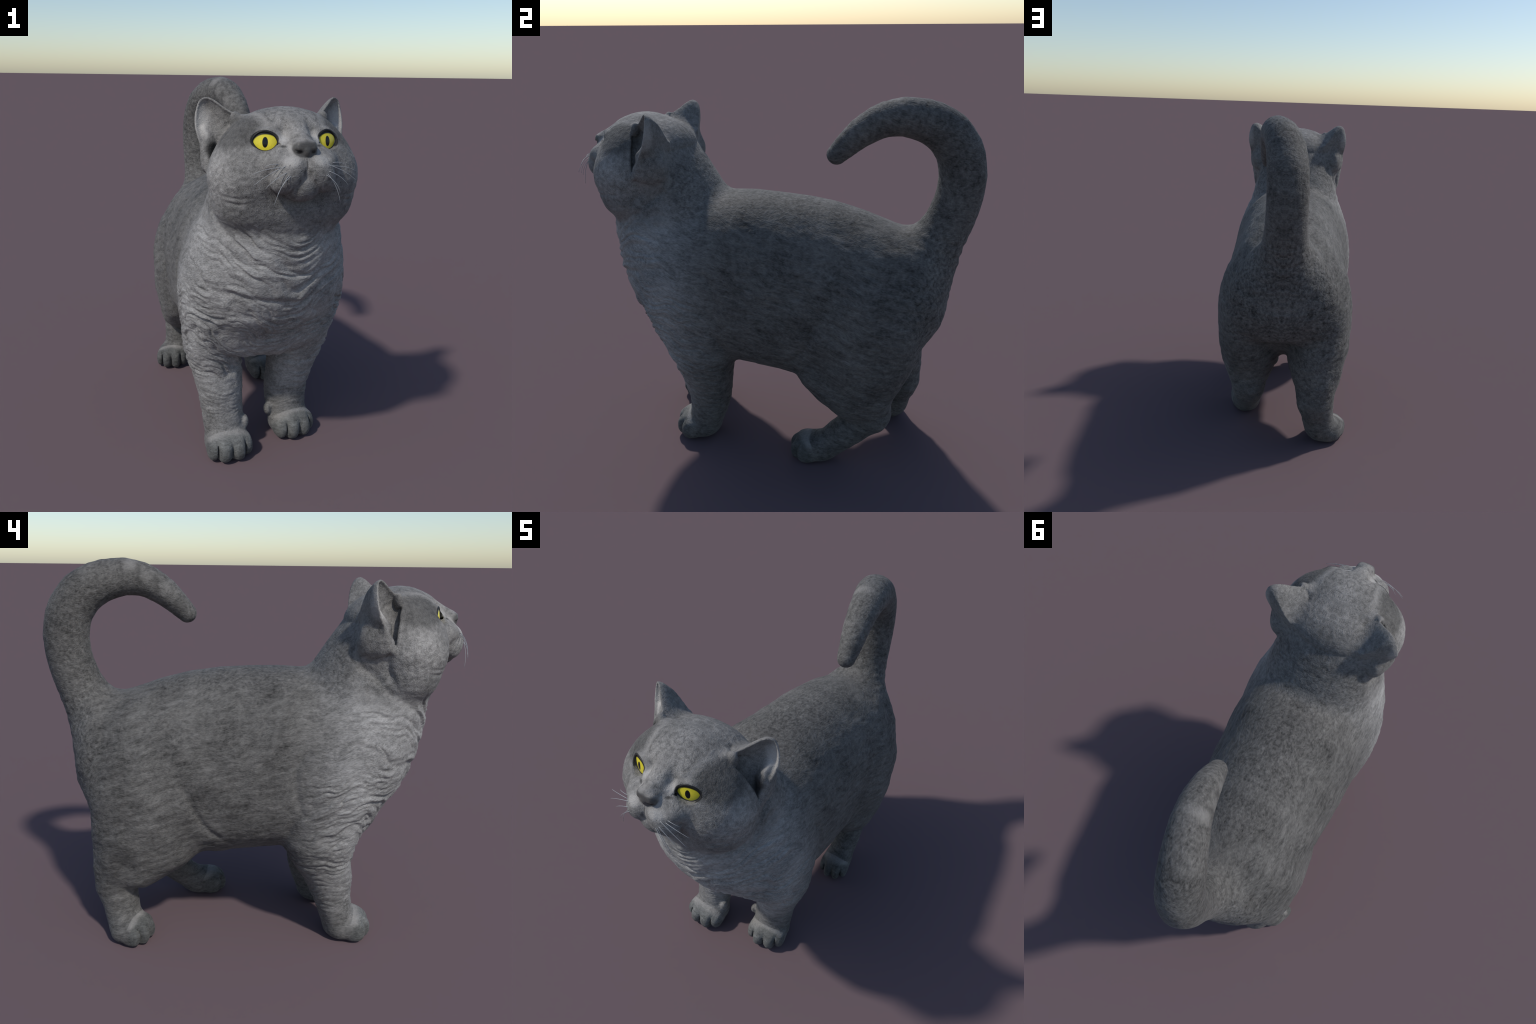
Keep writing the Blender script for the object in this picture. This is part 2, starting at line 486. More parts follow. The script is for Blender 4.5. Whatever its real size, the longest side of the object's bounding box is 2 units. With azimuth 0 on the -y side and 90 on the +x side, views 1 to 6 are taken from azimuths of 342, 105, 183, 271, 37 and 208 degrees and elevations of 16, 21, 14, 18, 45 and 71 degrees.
def mesh_normals(v, f):
    n = np.zeros_like(v)
    fn = np.cross(v[f[:, 2]] - v[f[:, 0]], v[f[:, 3]] - v[f[:, 1]])
    for k in range(4):
        for c in range(3):
            n[:, c] += np.bincount(f[:, k], fn[:, c], len(v))
    return n / (np.linalg.norm(n, axis=1, keepdims=True) + 1e-12)

def relax(v, f, amount, rounds):
    deg = np.zeros(len(v))
    for k in range(4):
        deg += np.bincount(f[:, k], minlength=len(v)) * 2
    for _ in range(rounds):
        s = np.zeros_like(v)
        for k in range(4):
            for m in ((k + 1) % 4, (k + 3) % 4):
                for c in range(3):
                    s[:, c] += np.bincount(f[:, k], v[f[:, m], c], len(v))
        v = v + amount * (s / deg[:, None] - v)
    return v

# ------------------------------------------------------------------ wrinkles
def along_line(q, pts):
    """Distance to a line through the points."""
    best = np.full(len(q), 9.0)
    for a, b in zip(pts[:-1], pts[1:]):
        a, b = np.array(a), np.array(b)
        t = np.clip(((q - a) @ (b - a)) / ((b - a) @ (b - a)), 0, 1)
        best = np.minimum(best, np.linalg.norm(q - a - t[:, None] * (b - a), axis=1))
    return best

SHOULDER_CREASE = [(0.38, -0.262, 1.03), (0.38, -0.214, 0.965), (0.38, -0.210, 0.885), (0.375, -0.222, 0.805), (0.36, -0.244, 0.750)]
ELBOW_CREASE = [(0.30, -0.175, 0.600), (0.34, -0.190, 0.640), (0.35, -0.212, 0.690), (0.36, -0.244, 0.735)]
FLANK_CREASE = [(0.35, 0.300, 0.840), (0.355, 0.260, 0.755), (0.35, 0.217, 0.672), (0.34, 0.180, 0.615), (0.32, 0.140, 0.592)]
CHEEK_CREASE = [(0.310, -0.600, 1.450), (0.305, -0.596, 1.410), (0.300, -0.608, 1.375), (0.28, -0.640, 1.330), (0.25, -0.690, 1.280), (0.18, -0.76, 1.22)]
NECK_FOLD = [(0.27, -0.489, 1.400), (0.28, -0.529, 1.374), (0.28, -0.569, 1.342), (0.28, -0.611, 1.294), (0.26, -0.673, 1.250), (0.23, -0.736, 1.215)]
BIB_EDGE = [(0.40, -0.55, 1.12), (0.375, -0.60, 1.04), (0.325, -0.69, 0.975), (0.25, -0.76, 0.935), (0.15, -0.80, 0.912), (0.06, -0.82, 0.908), (0.0, -0.82, 0.914)]
LOWER_BIB = [(0.16, -0.80, 0.850), (0.11, -0.78, 0.775), (0.05, -0.74, 0.722), (0.0, -0.72, 0.712)]

def wrinkles(p):
    """Height of the skin folds in metres along the normal."""
    x, y, z = np.abs(p[:, 0]), p[:, 1], p[:, 2]
    xs = np.sqrt(x * x + 0.0025)
    q = np.stack([x, y, z], 1)
    qa = np.stack([p[:, 0] + 3.1, y, z], 1)       # left and right folds differ
    w1 = noise3(qa * 4.5, 1)
    w2 = noise3(qa * 12.0, 2)
    warp = w1 * 0.105 + w2 * 0.026
    gate = 0.45 + 1.1 * np.clip(noise3(qa * 5.5, 21) + 0.45, 0, 1)          # folds come and go
    h = np.zeros(len(p))
    # long skin folds round the chest, shoulders and upper forelegs: plump rolls between sharp creases
    zz = z + 0.35 * (y + 0.55) - 0.55 * (xs - 0.3) + warp
    n1 = np.abs(noise3(np.stack([qa[:, 0] * 5.0, y * 5.0, zz * 27], 1) + w2[:, None] * 0.5, 3))
    n2 = np.abs(noise3(np.stack([qa[:, 0] * 8, y * 8, zz * 44], 1) + 7.3, 4))
    roll = np.minimum(n1 * 2.6, 0.55) - 0.4
    fine = np.minimum(n2 * 2.6, 0.5) - 0.35
    low = sstep(-0.14, -0.46, y) * sstep(0.36, 0.52, z) * sstep(1.02, 0.80, z) * gate
    h += (roll * 0.018 + fine * 0.011) * low
    legs = sstep(-0.05, -0.25, y) * sstep(0.13, 0.24, z) * sstep(0.62, 0.46, z)
    zl = z + 0.25 * y + warp
    h += ((np.minimum(np.abs(noise3(np.stack([x * 7, y * 7, zl * 36], 1), 5)) * 2.4, 0.5) - 0.35) * 0.0075 + noise3(np.stack([x * 14, y * 14, zl * 60], 1), 15) * 0.0035) * legs
    # loose folds under the jaw and across the bib
    up = sstep(-0.42, -0.62, y) * sstep(0.84, 0.95, z) * sstep(1.32, 1.18, z) * gate
    zn = z - 0.80 * np.sqrt(x * x + 0.012) + warp * 1.2
    n3 = np.abs(noise3(np.stack([qa[:, 0] * 4.5, y * 4.5, zn * 24], 1), 6))
    n4 = noise3(np.stack([qa[:, 0] * 13, y * 13, zn * 40], 1), 16)
    h += ((np.minimum(n3 * 2.4, 0.55) - 0.38) * 0.014 + n4 * 0.006) * up
    # rolled edges of the bib
    jit = warp * 0.6
    fr = sstep(-0.40, -0.52, y)
    for line, depth, wid in ((BIB_EDGE, 0.0065, 0.013), (LOWER_BIB, 0.007, 0.011)):
        flat = [(a, 0, c) for a, b, c in line]
        d = along_line(np.stack([x, 0 * x, z + jit], 1), flat)
        dn = along_line(np.stack([x, 0 * x, z + jit - 0.026], 1), flat)
        h += (-depth * np.exp(-(d / wid) ** 2) + 0.8 * depth * np.exp(-(dn / 0.02) ** 2)) * fr
    # creases behind the shoulder and elbow, before the thigh, behind the cheek
    for line, depth, wid in ((SHOULDER_CREASE, 0.008, 0.018), (ELBOW_CREASE, 0.014, 0.018), (FLANK_CREASE, 0.009, 0.017),
                             (CHEEK_CREASE, 0.010, 0.016), (NECK_FOLD, 0.010, 0.016)):
        d = along_line(q + np.stack([0 * x, w2 * 0.010, 0 * x], 1), line)
        h -= depth * np.exp(-(d / wid) ** 2)
    # soft muscle and fur relief of the flank, back and thigh
    flank = sstep(-0.30, -0.05, y) * sstep(0.05, 0.2, z)
    h += (noise3(np.stack([x * 8, y * 8, z * 8], 1), 8) * 0.010 + noise3(np.stack([x * 14, y * 16, (z + 0.3 * y) * 34], 1), 9) * 0.0045) * flank * sstep(1.38, 1.1, z)
    # neck behind the cheeks: lumpy rolls
    nape = gauss(q, (0.30, -0.52, 1.33), (0.14, 0.12, 0.13))
    h += noise3(q * np.array((14, 14, 20)), 12) * 0.016 * nape
    # face: soft fur tufts on the cheeks, one cheek fold
    cheek = gauss(q, (0.26, -0.74, 1.42), (0.16, 0.16, 0.13))
    h += noise3(np.stack([x * 30, y * 30, (z + 0.4 * x) * 45], 1) + warp[:, None] * 20, 10) * 0.0050 * cheek
    for zc, k in ((1.388, 0.8), (1.362, 1.6)):
        u = z - (zc + k * (x - 0.245) ** 2 * 3.0)
        h -= 0.006 * np.exp(-(u / 0.006) ** 2) * gauss(q, (0.25, -0.82, 1.375), (0.05, 0.08, 0.05))
    # all over
    h += noise3(q * 40.0, 11) * 0.0016 * (1 - gauss(q, (0, -0.95, 1.57), (0.2, 0.1, 0.12)))
    return h * (1 - 0.85 * gauss(q, (0.30, -0.55, 1.70), (0.10, 0.10, 0.12)))

# ------------------------------------------------------------------ build the skin
verts, faces = surface_nets(field, (-0.50, -1.04, -0.01), (0.50, 1.03, 1.875), H)
verts = relax(verts, faces, 0.35, 1)
for _ in range(2):
    f = chunked(field, verts).astype(float)
    g = gradient(lambda q: chunked(field, q), verts, f)
    step = f[:, None] * g / np.maximum((g * g).sum(1), 0.1)[:, None]
    ln = np.linalg.norm(step, axis=1, keepdims=True)
    verts = verts - step * np.minimum(1, 0.5 * H / (ln + 1e-9))
nrm = mesh_normals(verts, faces)
verts = verts + nrm * wrinkles(verts)[:, None]
verts[:, 2] = np.maximum(verts[:, 2], 0.0)
verts = relax(verts, faces, 0.25, 1)
verts[:, 2] -= verts[:, 2].min()
nrm = mesh_normals(verts, faces)

# which part each face belongs to
gv = np.stack(groups(verts), 1)
hull, cav, _ = ears(verts.astype(F32))
NAMES = ["torso", "forelimb", "forelimb", "hindlimb", "hindlimb", "tail", "head", "neck", "ear", "ear", "nose", "paw", "paw", "paw", "paw"]
lab_f = np.zeros(len(faces), int)
fc = verts[faces].mean(1)
gf = gv[faces].mean(1)
gf[:, 1:5] -= 0.01
gf[:, 5] += 0.02 * (fc[:, 2] < 1.15)
lab_f = gf.argmin(1)
lab_f[(lab_f == 0) & (fc[:, 1] < -0.2) & (fc[:, 2] > 0.98 - 0.55 * (fc[:, 1] + 0.6))] = 7
hf = np.minimum(hull, np.abs(cav))[faces].mean(1)
ear = (hf < 0.010) & (fc[:, 2] > 1.45) & np.isin(lab_f, (0, 6, 7)) & (gf[:, 6] > -0.02)
lab_f[ear & (fc[:, 0] < 0)] = 8
lab_f[ear & (fc[:, 0] > 0)] = 9
nose = (ellipsoid(fc, (0, -0.945, 1.592), (0.058, 0.045, 0.040)) < 0) & (fc[:, 1] < -0.915)
lab_f[nose] = 10
for k in range(4):
    lab_f[(lab_f == 1 + k) & (fc[:, 2] < 0.135)] = 11 + k
# ------------------------------------------------------------------ materials
class Nodes:
    """Small helper for wiring shader nodes."""
    def __init__(self, name):
        self.mat = bpy.data.materials.new(name)
        self.mat.use_nodes = True
        self.t = self.mat.node_tree
        self.bsdf = self.t.nodes["Principled BSDF"]
        self.obj = self.t.nodes.new("ShaderNodeTexCoord").outputs["Object"]
    def put(self, sock, v):
        if isinstance(v, bpy.types.NodeSocket):
            self.t.links.new(v, sock)
        elif isinstance(v, (tuple, list)) and len(v) == 3 and sock.type == "RGBA":
            sock.default_value = (*v, 1)
        else:
            sock.default_value = v
    def math(self, op, a, b=0.0, clamp=False):
        n = self.t.nodes.new("ShaderNodeMath")
        n.operation, n.use_clamp = op, clamp
        self.put(n.inputs[0], a)
        self.put(n.inputs[1], b)
        return n.outputs[0]
    def add(self, a, b): return self.math("ADD", a, b)
    def mul(self, a, b): return self.math("MULTIPLY", a, b)
    def vec(self, op, a, b):
        n = self.t.nodes.new("ShaderNodeVectorMath")
        n.operation = op
        self.put(n.inputs[0], a)
        self.put(n.inputs[1], b)
        return n.outputs["Value" if op in ("LENGTH", "DOT_PRODUCT", "DISTANCE") else "Vector"]
    def ramp(self, x, a, b, lo=0.0, hi=1.0):
        n = self.t.nodes.new("ShaderNodeMapRange")
        n.interpolation_type = "SMOOTHSTEP"
        for i, v in enumerate((x, a, b, lo, hi)):
            self.put(n.inputs[i], v)
        return n.outputs[0]
    def noise(self, vec, scale, detail=2.0, rough=0.5, distort=0.0):
        n = self.t.nodes.new("ShaderNodeTexNoise")
        self.put(n.inputs["Vector"], vec)
        self.put(n.inputs["Scale"], scale)
        self.put(n.inputs["Detail"], detail)
        self.put(n.inputs["Roughness"], rough)
        self.put(n.inputs["Distortion"], distort)
        return n.outputs[0]
    def mix(self, f, a, b):
        n = self.t.nodes.new("ShaderNodeMix")
        n.data_type = "RGBA"
        self.put(n.inputs[0], f)
        self.put(n.inputs[6], a)
        self.put(n.inputs[7], b)
        return n.outputs[2]
    def fmix(self, f, a, b):
        n = self.t.nodes.new("ShaderNodeMix")
        self.put(n.inputs[0], f)
        self.put(n.inputs[2], a)
        self.put(n.inputs[3], b)
        return n.outputs[0]
    def sep(self, v):
        n = self.t.nodes.new("ShaderNodeSeparateXYZ")
        self.put(n.inputs[0], v)
        return n.outputs
    def comb(self, x, y, z):
        n = self.t.nodes.new("ShaderNodeCombineXYZ")
        for i, v in enumerate((x, y, z)):
            self.put(n.inputs[i], v)
        return n.outputs[0]
    def blob(self, p, c, r, inner=0.6, outer=1.1):
        """1 inside an ellipsoid, fading to 0 at its edge."""
        d = self.vec("SUBTRACT", p, c)
        d = self.vec("DIVIDE", d, r)
        return self.ramp(self.vec("LENGTH", d, (0, 0, 0)), inner, outer, 1.0, 0.0)

def fur_material():
    n = Nodes("grey_fur")
    s = n.sep(n.obj)
    ax = n.math("ABSOLUTE", s[0])
    p = n.comb(ax, s[1], s[2])                       # the coat is patterned alike left and right
    y, z = s[1], s[2]
    # wavy coordinates for all hair noise
    w = n.t.nodes.new("ShaderNodeTexNoise")
    n.put(w.inputs["Vector"], p)
    n.put(w.inputs["Scale"], 6.0)
    n.put(w.inputs["Detail"], 1.0)
    wv = n.vec("MULTIPLY", n.vec("SUBTRACT", w.outputs["Color"], (0.5, 0.5, 0.5)), (0.05, 0.05, 0.05))
    pw = n.vec("ADD", p, wv)
    lay = n.comb(ax, y, n.add(z, n.mul(y, 0.22)))      # hair lies slightly slanting along the flank
    layw = n.vec("ADD", lay, wv)
    streak = n.noise(n.vec("MULTIPLY", layw, (24, 13, 46)), 1.0, 3.0, 0.6)
    hair = n.noise(n.vec("MULTIPLY", layw, (110, 60, 230)), 1.0, 2.0, 0.6)
    tuft = n.noise(n.vec("MULTIPLY", pw, (56, 50, 56)), 1.0, 2.5, 0.6, 0.3)
    grain = n.noise(n.vec("MULTIPLY", p, (260, 220, 260)), 1.0, 2.0, 0.6)
    patch = n.noise(pw, 5.5, 2.0, 0.5)
    headm = n.ramp(y, -0.38, -0.55, 0.0, 1.0)
    headm = n.mul(headm, n.ramp(z, 1.15, 1.35, 0.0, 1.0))
    rearm = n.mul(n.mul(n.ramp(y, 0.60, 0.82), n.ramp(z, 0.2, 0.4)), n.ramp(z, 1.45, 1.15, 0.25, 1.0))
    topm = n.ramp(z, 1.18, 1.32)
    iso = n.math("MAXIMUM", n.math("MAXIMUM", headm, 0.42), n.math("MAXIMUM", rearm, n.mul(topm, 0.7)))
    mott = n.fmix(iso, streak, tuft)
    fine = n.fmix(headm, hair, grain)
    # coat value
    pe0 = n.vec("ADD", p, n.vec("MULTIPLY", wv, (2.0, 2.0, 2.0)))
    front = n.ramp(n.add(y, n.mul(n.add(patch, -0.5), 0.45)), 0.05, -0.45)
    bib = n.blob(pe0, (0, -0.72, 0.80), (0.80, 0.60, 0.85), 0.60, 1.12)
    front = n.mul(front, bib)
    tone = n.fmix(headm, n.fmix(front, 0.096, 0.238), 0.168)
    m1 = n.mul(n.add(mott, -0.5), n.fmix(headm, n.fmix(front, n.fmix(rearm, 2.7, 3.0), 1.7), 1.5))
    m2 = n.mul(n.add(fine, -0.5), 1.3)
    m3 = n.mul(n.add(patch, -0.5), 1.0)
    tone = n.mul(tone, n.math("MAXIMUM", n.add(1.0, n.add(m1, n.add(m2, m3))), 0.25))
    def paint(tone, mask, value, amount=1.0):
        return n.fmix(n.mul(mask, amount), tone, n.mul(value, n.add(0.75, n.mul(fine, 0.5))) if not isinstance(value, bpy.types.NodeSocket) else value)
    edge = n.mul(n.add(n.noise(p, 30.0, 2.0), -0.5), 0.018)
    pe = n.vec("ADD", p, n.comb(edge, edge, edge))
    # temple patches, darker, between eye, crown and ear
    temple = n.blob(pe, (0.225, -0.735, 1.640), (0.135, 0.150, 0.085), 0.62, 1.08)
    tone = paint(tone, n.blob(pe, (0.0, -0.78, 1.68), (0.115, 0.16, 0.09), 0.6, 1.1), n.mul(tone, 1.35), 0.9)
    tone = paint(tone, temple, n.mul(tone, 0.45), 0.9)
    # pale line round the temple patch, brow to ear
    crown = n.blob(pe, (0.215, -0.735, 1.642), (0.152, 0.170, 0.098), 0.86, 1.0)
    ring = n.mul(n.math("SUBTRACT", crown, n.blob(pe, (0.225, -0.735, 1.640), (0.135, 0.150, 0.085), 0.85, 1.05), True), n.ramp(ax, 0.20, 0.12))
    tone = paint(tone, ring, 0.26, 0.6)
    # pale beside the nose, inner brow, whisker pads
    tone = paint(tone, n.blob(pe, (0.070, -0.880, 1.635), (0.032, 0.05, 0.042), 0.3, 1.1), 0.42, 0.75)
    tone = paint(tone, n.blob(pe, (0.052, -0.935, 1.585), (0.020, 0.05, 0.035), 0.3, 1.1), 0.34, 0.6)
    tone = paint(tone, n.blob(pe, (0.062, -0.965, 1.545), (0.050, 0.06, 0.030), 0.3, 1.1), 0.38, 0.75)
    tone = paint(tone, n.blob(pe, (0.105, -0.950, 1.500), (0.055, 0.06, 0.035), 0.2, 1.1), 0.26, 0.5)
    # cheeks paler below the temples
    tone = paint(tone, n.blob(pe, (0.30, -0.72, 1.46), (0.16, 0.17, 0.115), 0.5, 1.1), n.mul(tone, 1.42), 0.9)
    # yellowish-grey under the eye
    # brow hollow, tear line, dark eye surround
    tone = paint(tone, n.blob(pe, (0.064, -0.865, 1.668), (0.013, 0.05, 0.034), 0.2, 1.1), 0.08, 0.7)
    tone = paint(tone, n.blob(p, (0.069, -0.876, 1.594), (0.026, 0.04, 0.009), 0.55, 1.05), 0.02, 0.9)
    tone = paint(tone, n.blob(p, tuple(EYE_C + EYE_N * EYE_R + EYE_B * 0.009 + EYE_A * 0.003), (0.0600, 0.05, 0.038), 0.94, 1.03), 0.012, 0.95)
    # nose leather
    nose = n.blob(p, (0, -0.946, 1.590), (0.056, 0.050, 0.036), 0.88, 1.04)
    tone = paint(tone, nose, 0.066, 0.9)
    tone = paint(tone, n.blob(p, (0.018, -0.940, 1.625), (0.030, 0.035, 0.016), 0.3, 1.1), 0.24, 0.6)
    tone = paint(tone, n.blob(p, (0.031, -0.963, 1.580), (0.017, 0.02, 0.009), 0.5, 1.1), 0.010)
    # mouth line: dark lip, mostly the crease's shadow painted into the tone
    lip = n.math("MAXIMUM", n.blob(p, (0.0, -0.985, 1.535), (0.0045, 0.05, 0.030), 0.3, 1.1), 0.0)
    tone = paint(tone, lip, 0.05, 0.8)
    for c in ((0.012, -0.978, 1.506), (0.032, -0.966, 1.474), (0.058, -0.952, 1.440)):
        tone = paint(tone, n.blob(p, c, (0.010, 0.04, 0.022), 0.2, 1.1), 0.045, 0.65)
    # whisker-root spots
    spots = n.t.nodes.new("ShaderNodeTexVoronoi")
    n.put(spots.inputs["Vector"], n.vec("MULTIPLY", p, (48, 20, 62)))
    n.put(spots.inputs["Scale"], 1.0)
    sp = n.mul(n.ramp(spots.outputs["Distance"], 0.28, 0.14), n.blob(p, (0.085, -0.955, 1.515), (0.045, 0.06, 0.035), 0.7, 1.0))
    tone = paint(tone, sp, 0.06, 0.7)
    # ears: pale in the cup's outer half, dark in the canal, darker on the back
    cup = n.blob(p, (0.316, -0.560, 1.680), (0.046, 0.060, 0.088), 0.45, 1.15)
    tone = paint(tone, n.mul(cup, EARFRONT(n, p)), 0.42, 0.85)
    tone = paint(tone, n.mul(n.blob(p, (0.255, -0.610, 1.690), (0.06, 0.05, 0.06), 0.4, 1.1), EARFRONT(n, p)), 0.13, 0.7)
    tone = paint(tone, n.blob(p, (0.285, -0.605, 1.555), (0.040, 0.045, 0.062), 0.35, 1.05), 0.018, 0.92)
    # paws: a pale band across the instep, darker greenish toes
    def feet(c, r, inner, outer):
        m = None
        for q in c:
            b = n.blob(n.obj, q, r, inner, outer)
            m = b if m is None else n.math("MAXIMUM", m, b)
        return m
    centres = [(-0.193, -0.560, 0.055), (0.198, -0.452, 0.055), (-0.294, 0.535, 0.050), (0.250, 0.212, 0.050)]
    toe = feet(centres, (0.150, 0.090, 0.088), 0.80, 0.98)
    band = n.math("SUBTRACT", feet(centres, (0.157, 0.098, 0.098), 0.94, 1.0), toe, True)
    tone = paint(tone, n.mul(band, n.ramp(z, 0.09, 0.12)), 0.25, 0.65)
    tone = paint(tone, toe, n.mul(tone, 0.70), 0.8)
    # tail: pale dapples toward the tip
    for c, r, a in (((0.06, 0.574, 1.812), (0.09, 0.045, 0.05), 0.8), ((0.075, 0.500, 1.760), (0.09, 0.036, 0.05), 0.9),
                    ((0.10, 0.415, 1.708), (0.08, 0.036, 0.05), 0.85), ((0.02, 0.762, 1.775), (0.10, 0.06, 0.05), 0.45)):
        tone = paint(tone, n.blob(n.vec("ADD", n.obj, n.comb(edge, edge, edge)), c, r, 0.25, 1.15), 0.22, a * 0.9)
    for c, r in (((0.07, 0.535, 1.780), (0.09, 0.022, 0.06)), ((0.09, 0.455, 1.735), (0.09, 0.022, 0.06)), ((0.12, 0.350, 1.63), (0.08, 0.05, 0.06))):
        tone = paint(tone, n.blob(n.obj, c, r, 0.25, 1.15), 0.06, 0.75)
    tailm = n.mul(n.ramp(y, 0.35, 0.5), n.ramp(z, 1.25, 1.4))
    # colour: neutral grey, a little cool on the head, warm-brown in the rear coat
    cool = n.comb(0.965, 0.985, 1.03)
    warm = n.comb(1.03, 1.0, 0.955)
    hue = n.fmix(front, 0.0, 1.0)
    tint = n.mix(hue, (1.045, 1.0, 0.945), (1.025, 1.0, 0.970))
    tint = n.mix(n.mul(toe, 0.5), tint, (0.96, 1.02, 0.98))
    under = n.mul(n.blob(pe, (0.115, -0.875, 1.540), (0.05, 0.05, 0.030), 0.3, 1.1), 0.5)
    tint = n.mix(under, tint, (1.06, 1.05, 0.88))
    col = n.vec("MULTIPLY", tint, n.comb(tone, tone, tone))
    n.put(n.bsdf.inputs["Base Color"], col)
    n.put(n.bsdf.inputs["Roughness"], n.fmix(nose, 0.78, 0.42))
    n.put(n.bsdf.inputs["Specular IOR Level"], 0.25)
    n.put(n.bsdf.inputs["Sheen Weight"], 0.06)
    n.put(n.bsdf.inputs["Sheen Roughness"], 0.5)
    b = n.t.nodes.new("ShaderNodeBump")
    n.put(b.inputs["Strength"], 0.75)
    n.put(b.inputs["Distance"], 0.010)
    hgt = n.add(n.mul(mott, 0.55), n.mul(fine, 0.28))
    hgt = n.mul(hgt, n.fmix(nose, 1.0, 0.25))
    n.put(b.inputs["Height"], hgt)
    n.put(n.bsdf.inputs["Normal"], b.outputs[0])
    return n.mat

def EARFRONT(n, p):
    """1 on the side of the ear's mid-sheet that opens forward."""
    d = n.vec("SUBTRACT", p, tuple(EAR_T * np.array((-1, 1, 1))))
    nn = EAR_N * np.array((-1, 1, 1))
    return n.ramp(n.vec("DOT_PRODUCT", d, tuple(nn)), -0.052, -0.042)

def eye_material():
    n = Nodes("amber_eye")
    s = n.sep(n.vec("DIVIDE", n.obj, (EYE_R, EYE_R, EYE_R)))
    x, y = s[0], s[1]
    def ell(cx, cy, rx, ry):
        a = n.math("DIVIDE", n.add(x, -cx), rx)
        b = n.math("DIVIDE", n.add(y, -cy), ry)
        return n.math("SQRT", n.add(n.mul(a, a), n.mul(b, b)))
    e = ell(0.014, -0.034, 0.345, 0.243)
    fleck = n.noise(n.obj, 160.0, 2.0)
    iris = n.mix(n.ramp(e, 0.35, 0.95), (0.80, 0.66, 0.050), (0.66, 0.57, 0.035))
    iris = n.mix(n.mul(n.ramp(fleck, 0.35, 0.75), 0.25), iris, (0.50, 0.42, 0.03))
    col = n.mix(n.ramp(e, 0.90, 1.04), iris, (0.012, 0.011, 0.010))
    col = n.mix(n.ramp(ell(0.0, 0.0, 0.077, 0.143), 0.90, 1.05), (0.004, 0.004, 0.006), col)
    n.put(n.bsdf.inputs["Base Color"], col)
    n.put(n.bsdf.inputs["Roughness"], 0.22)
    n.put(n.bsdf.inputs["Specular IOR Level"], 0.35)
    return n.mat

def plain(name, col, rough, spec=0.4):
    n = Nodes(name)
    f = n.noise(n.obj, 90.0, 2.0)
    n.put(n.bsdf.inputs["Base Color"], n.mix(f, tuple(c * 0.8 for c in col), tuple(c * 1.2 for c in col)))
    n.put(n.bsdf.inputs["Roughness"], rough)
    n.put(n.bsdf.inputs["Specular IOR Level"], spec)
    return n.mat

FUR = fur_material()
EYE = eye_material()
LID = plain("eyelid_rim", (0.012, 0.012, 0.013), 0.5, 0.3)
WHISKER = plain("whisker_hair", (0.30, 0.31, 0.32), 0.4)

root = bpy.data.objects.new("cat", None)
root["label"] = "stocky grey short-haired cat standing, looking up, tail curled"
root["category"] = "cat"
bpy.context.scene.collection.objects.link(root)

def link(ob, parent):
    bpy.context.scene.collection.objects.link(ob)
    ob.parent = parent
    return ob

def part_mesh(name, mask, mat):
    f = faces[mask]
    used, inv = np.unique(f, return_inverse=True)
    f = inv.reshape(-1, 4).astype(np.int32)
    me = bpy.data.meshes.new(name)
    me.vertices.add(len(used))
    me.vertices.foreach_set("co", verts[used].astype(F32).ravel())
    me.loops.add(f.size)
    me.loops.foreach_set("vertex_index", f.ravel())
    me.polygons.add(len(f))
    me.polygons.foreach_set("loop_start", np.arange(0, f.size, 4, dtype=np.int32))
    me.polygons.foreach_set("loop_total", np.full(len(f), 4, np.int32))
    me.polygons.foreach_set("use_smooth", np.ones(len(f), bool))
    me.update(calc_edges=True)
    me.normals_split_custom_set_from_vertices([tuple(v) for v in nrm[used]])
    me.materials.append(mat)
    return bpy.data.objects.new(name, me)

parts = {}
order = [0, 7, 6, 1, 2, 3, 4, 5, 8, 9, 10, 11, 12, 13, 14]
for i in order:
    m = lab_f == i
    if not m.any():
        continue
    par = root if i < 8 else (parts[6] if i <= 10 else parts[i - 10])
    parts[i] = link(part_mesh(NAMES[i], m, FUR), par)

# ------------------------------------------------------------------ eyes
def eye_mesh():
    """The front of the eyeball, as far as the lids could ever show it."""
    me = bpy.data.meshes.new("eye")
    vs, fs, nu, nv, reach = [(0, 0, 1.006)], [], 56, 22, 0.365
    for j in range(1, nv):
        th = reach * j / (nv - 1)
        r = 1.0 + 0.006 * math.exp(-(th / 0.20) ** 2)          # cornea
        for i in range(nu):
            ph = 2 * math.pi * i / nu
            vs.append((r * math.sin(th) * math.cos(ph), r * math.sin(th) * math.sin(ph), r * math.cos(th)))
    vs.append((0, 0, 0.88))
    for i in range(nu):
        fs.append((0, 1 + i, 1 + (i + 1) % nu))
        for j in range(nv - 2):
            a = 1 + j * nu + i
            b = 1 + j * nu + (i + 1) % nu
            fs.append((a, a + nu, b + nu, b))
        fs.append((1 + (nv - 2) * nu + (i + 1) % nu, 1 + (nv - 2) * nu + i, len(vs) - 1))
    me.from_pydata([(x * EYE_R, y * EYE_R, z * EYE_R) for x, y, z in vs], [], fs)
    for p in me.polygons:
        p.use_smooth = True
    me.materials.append(EYE)
    return me

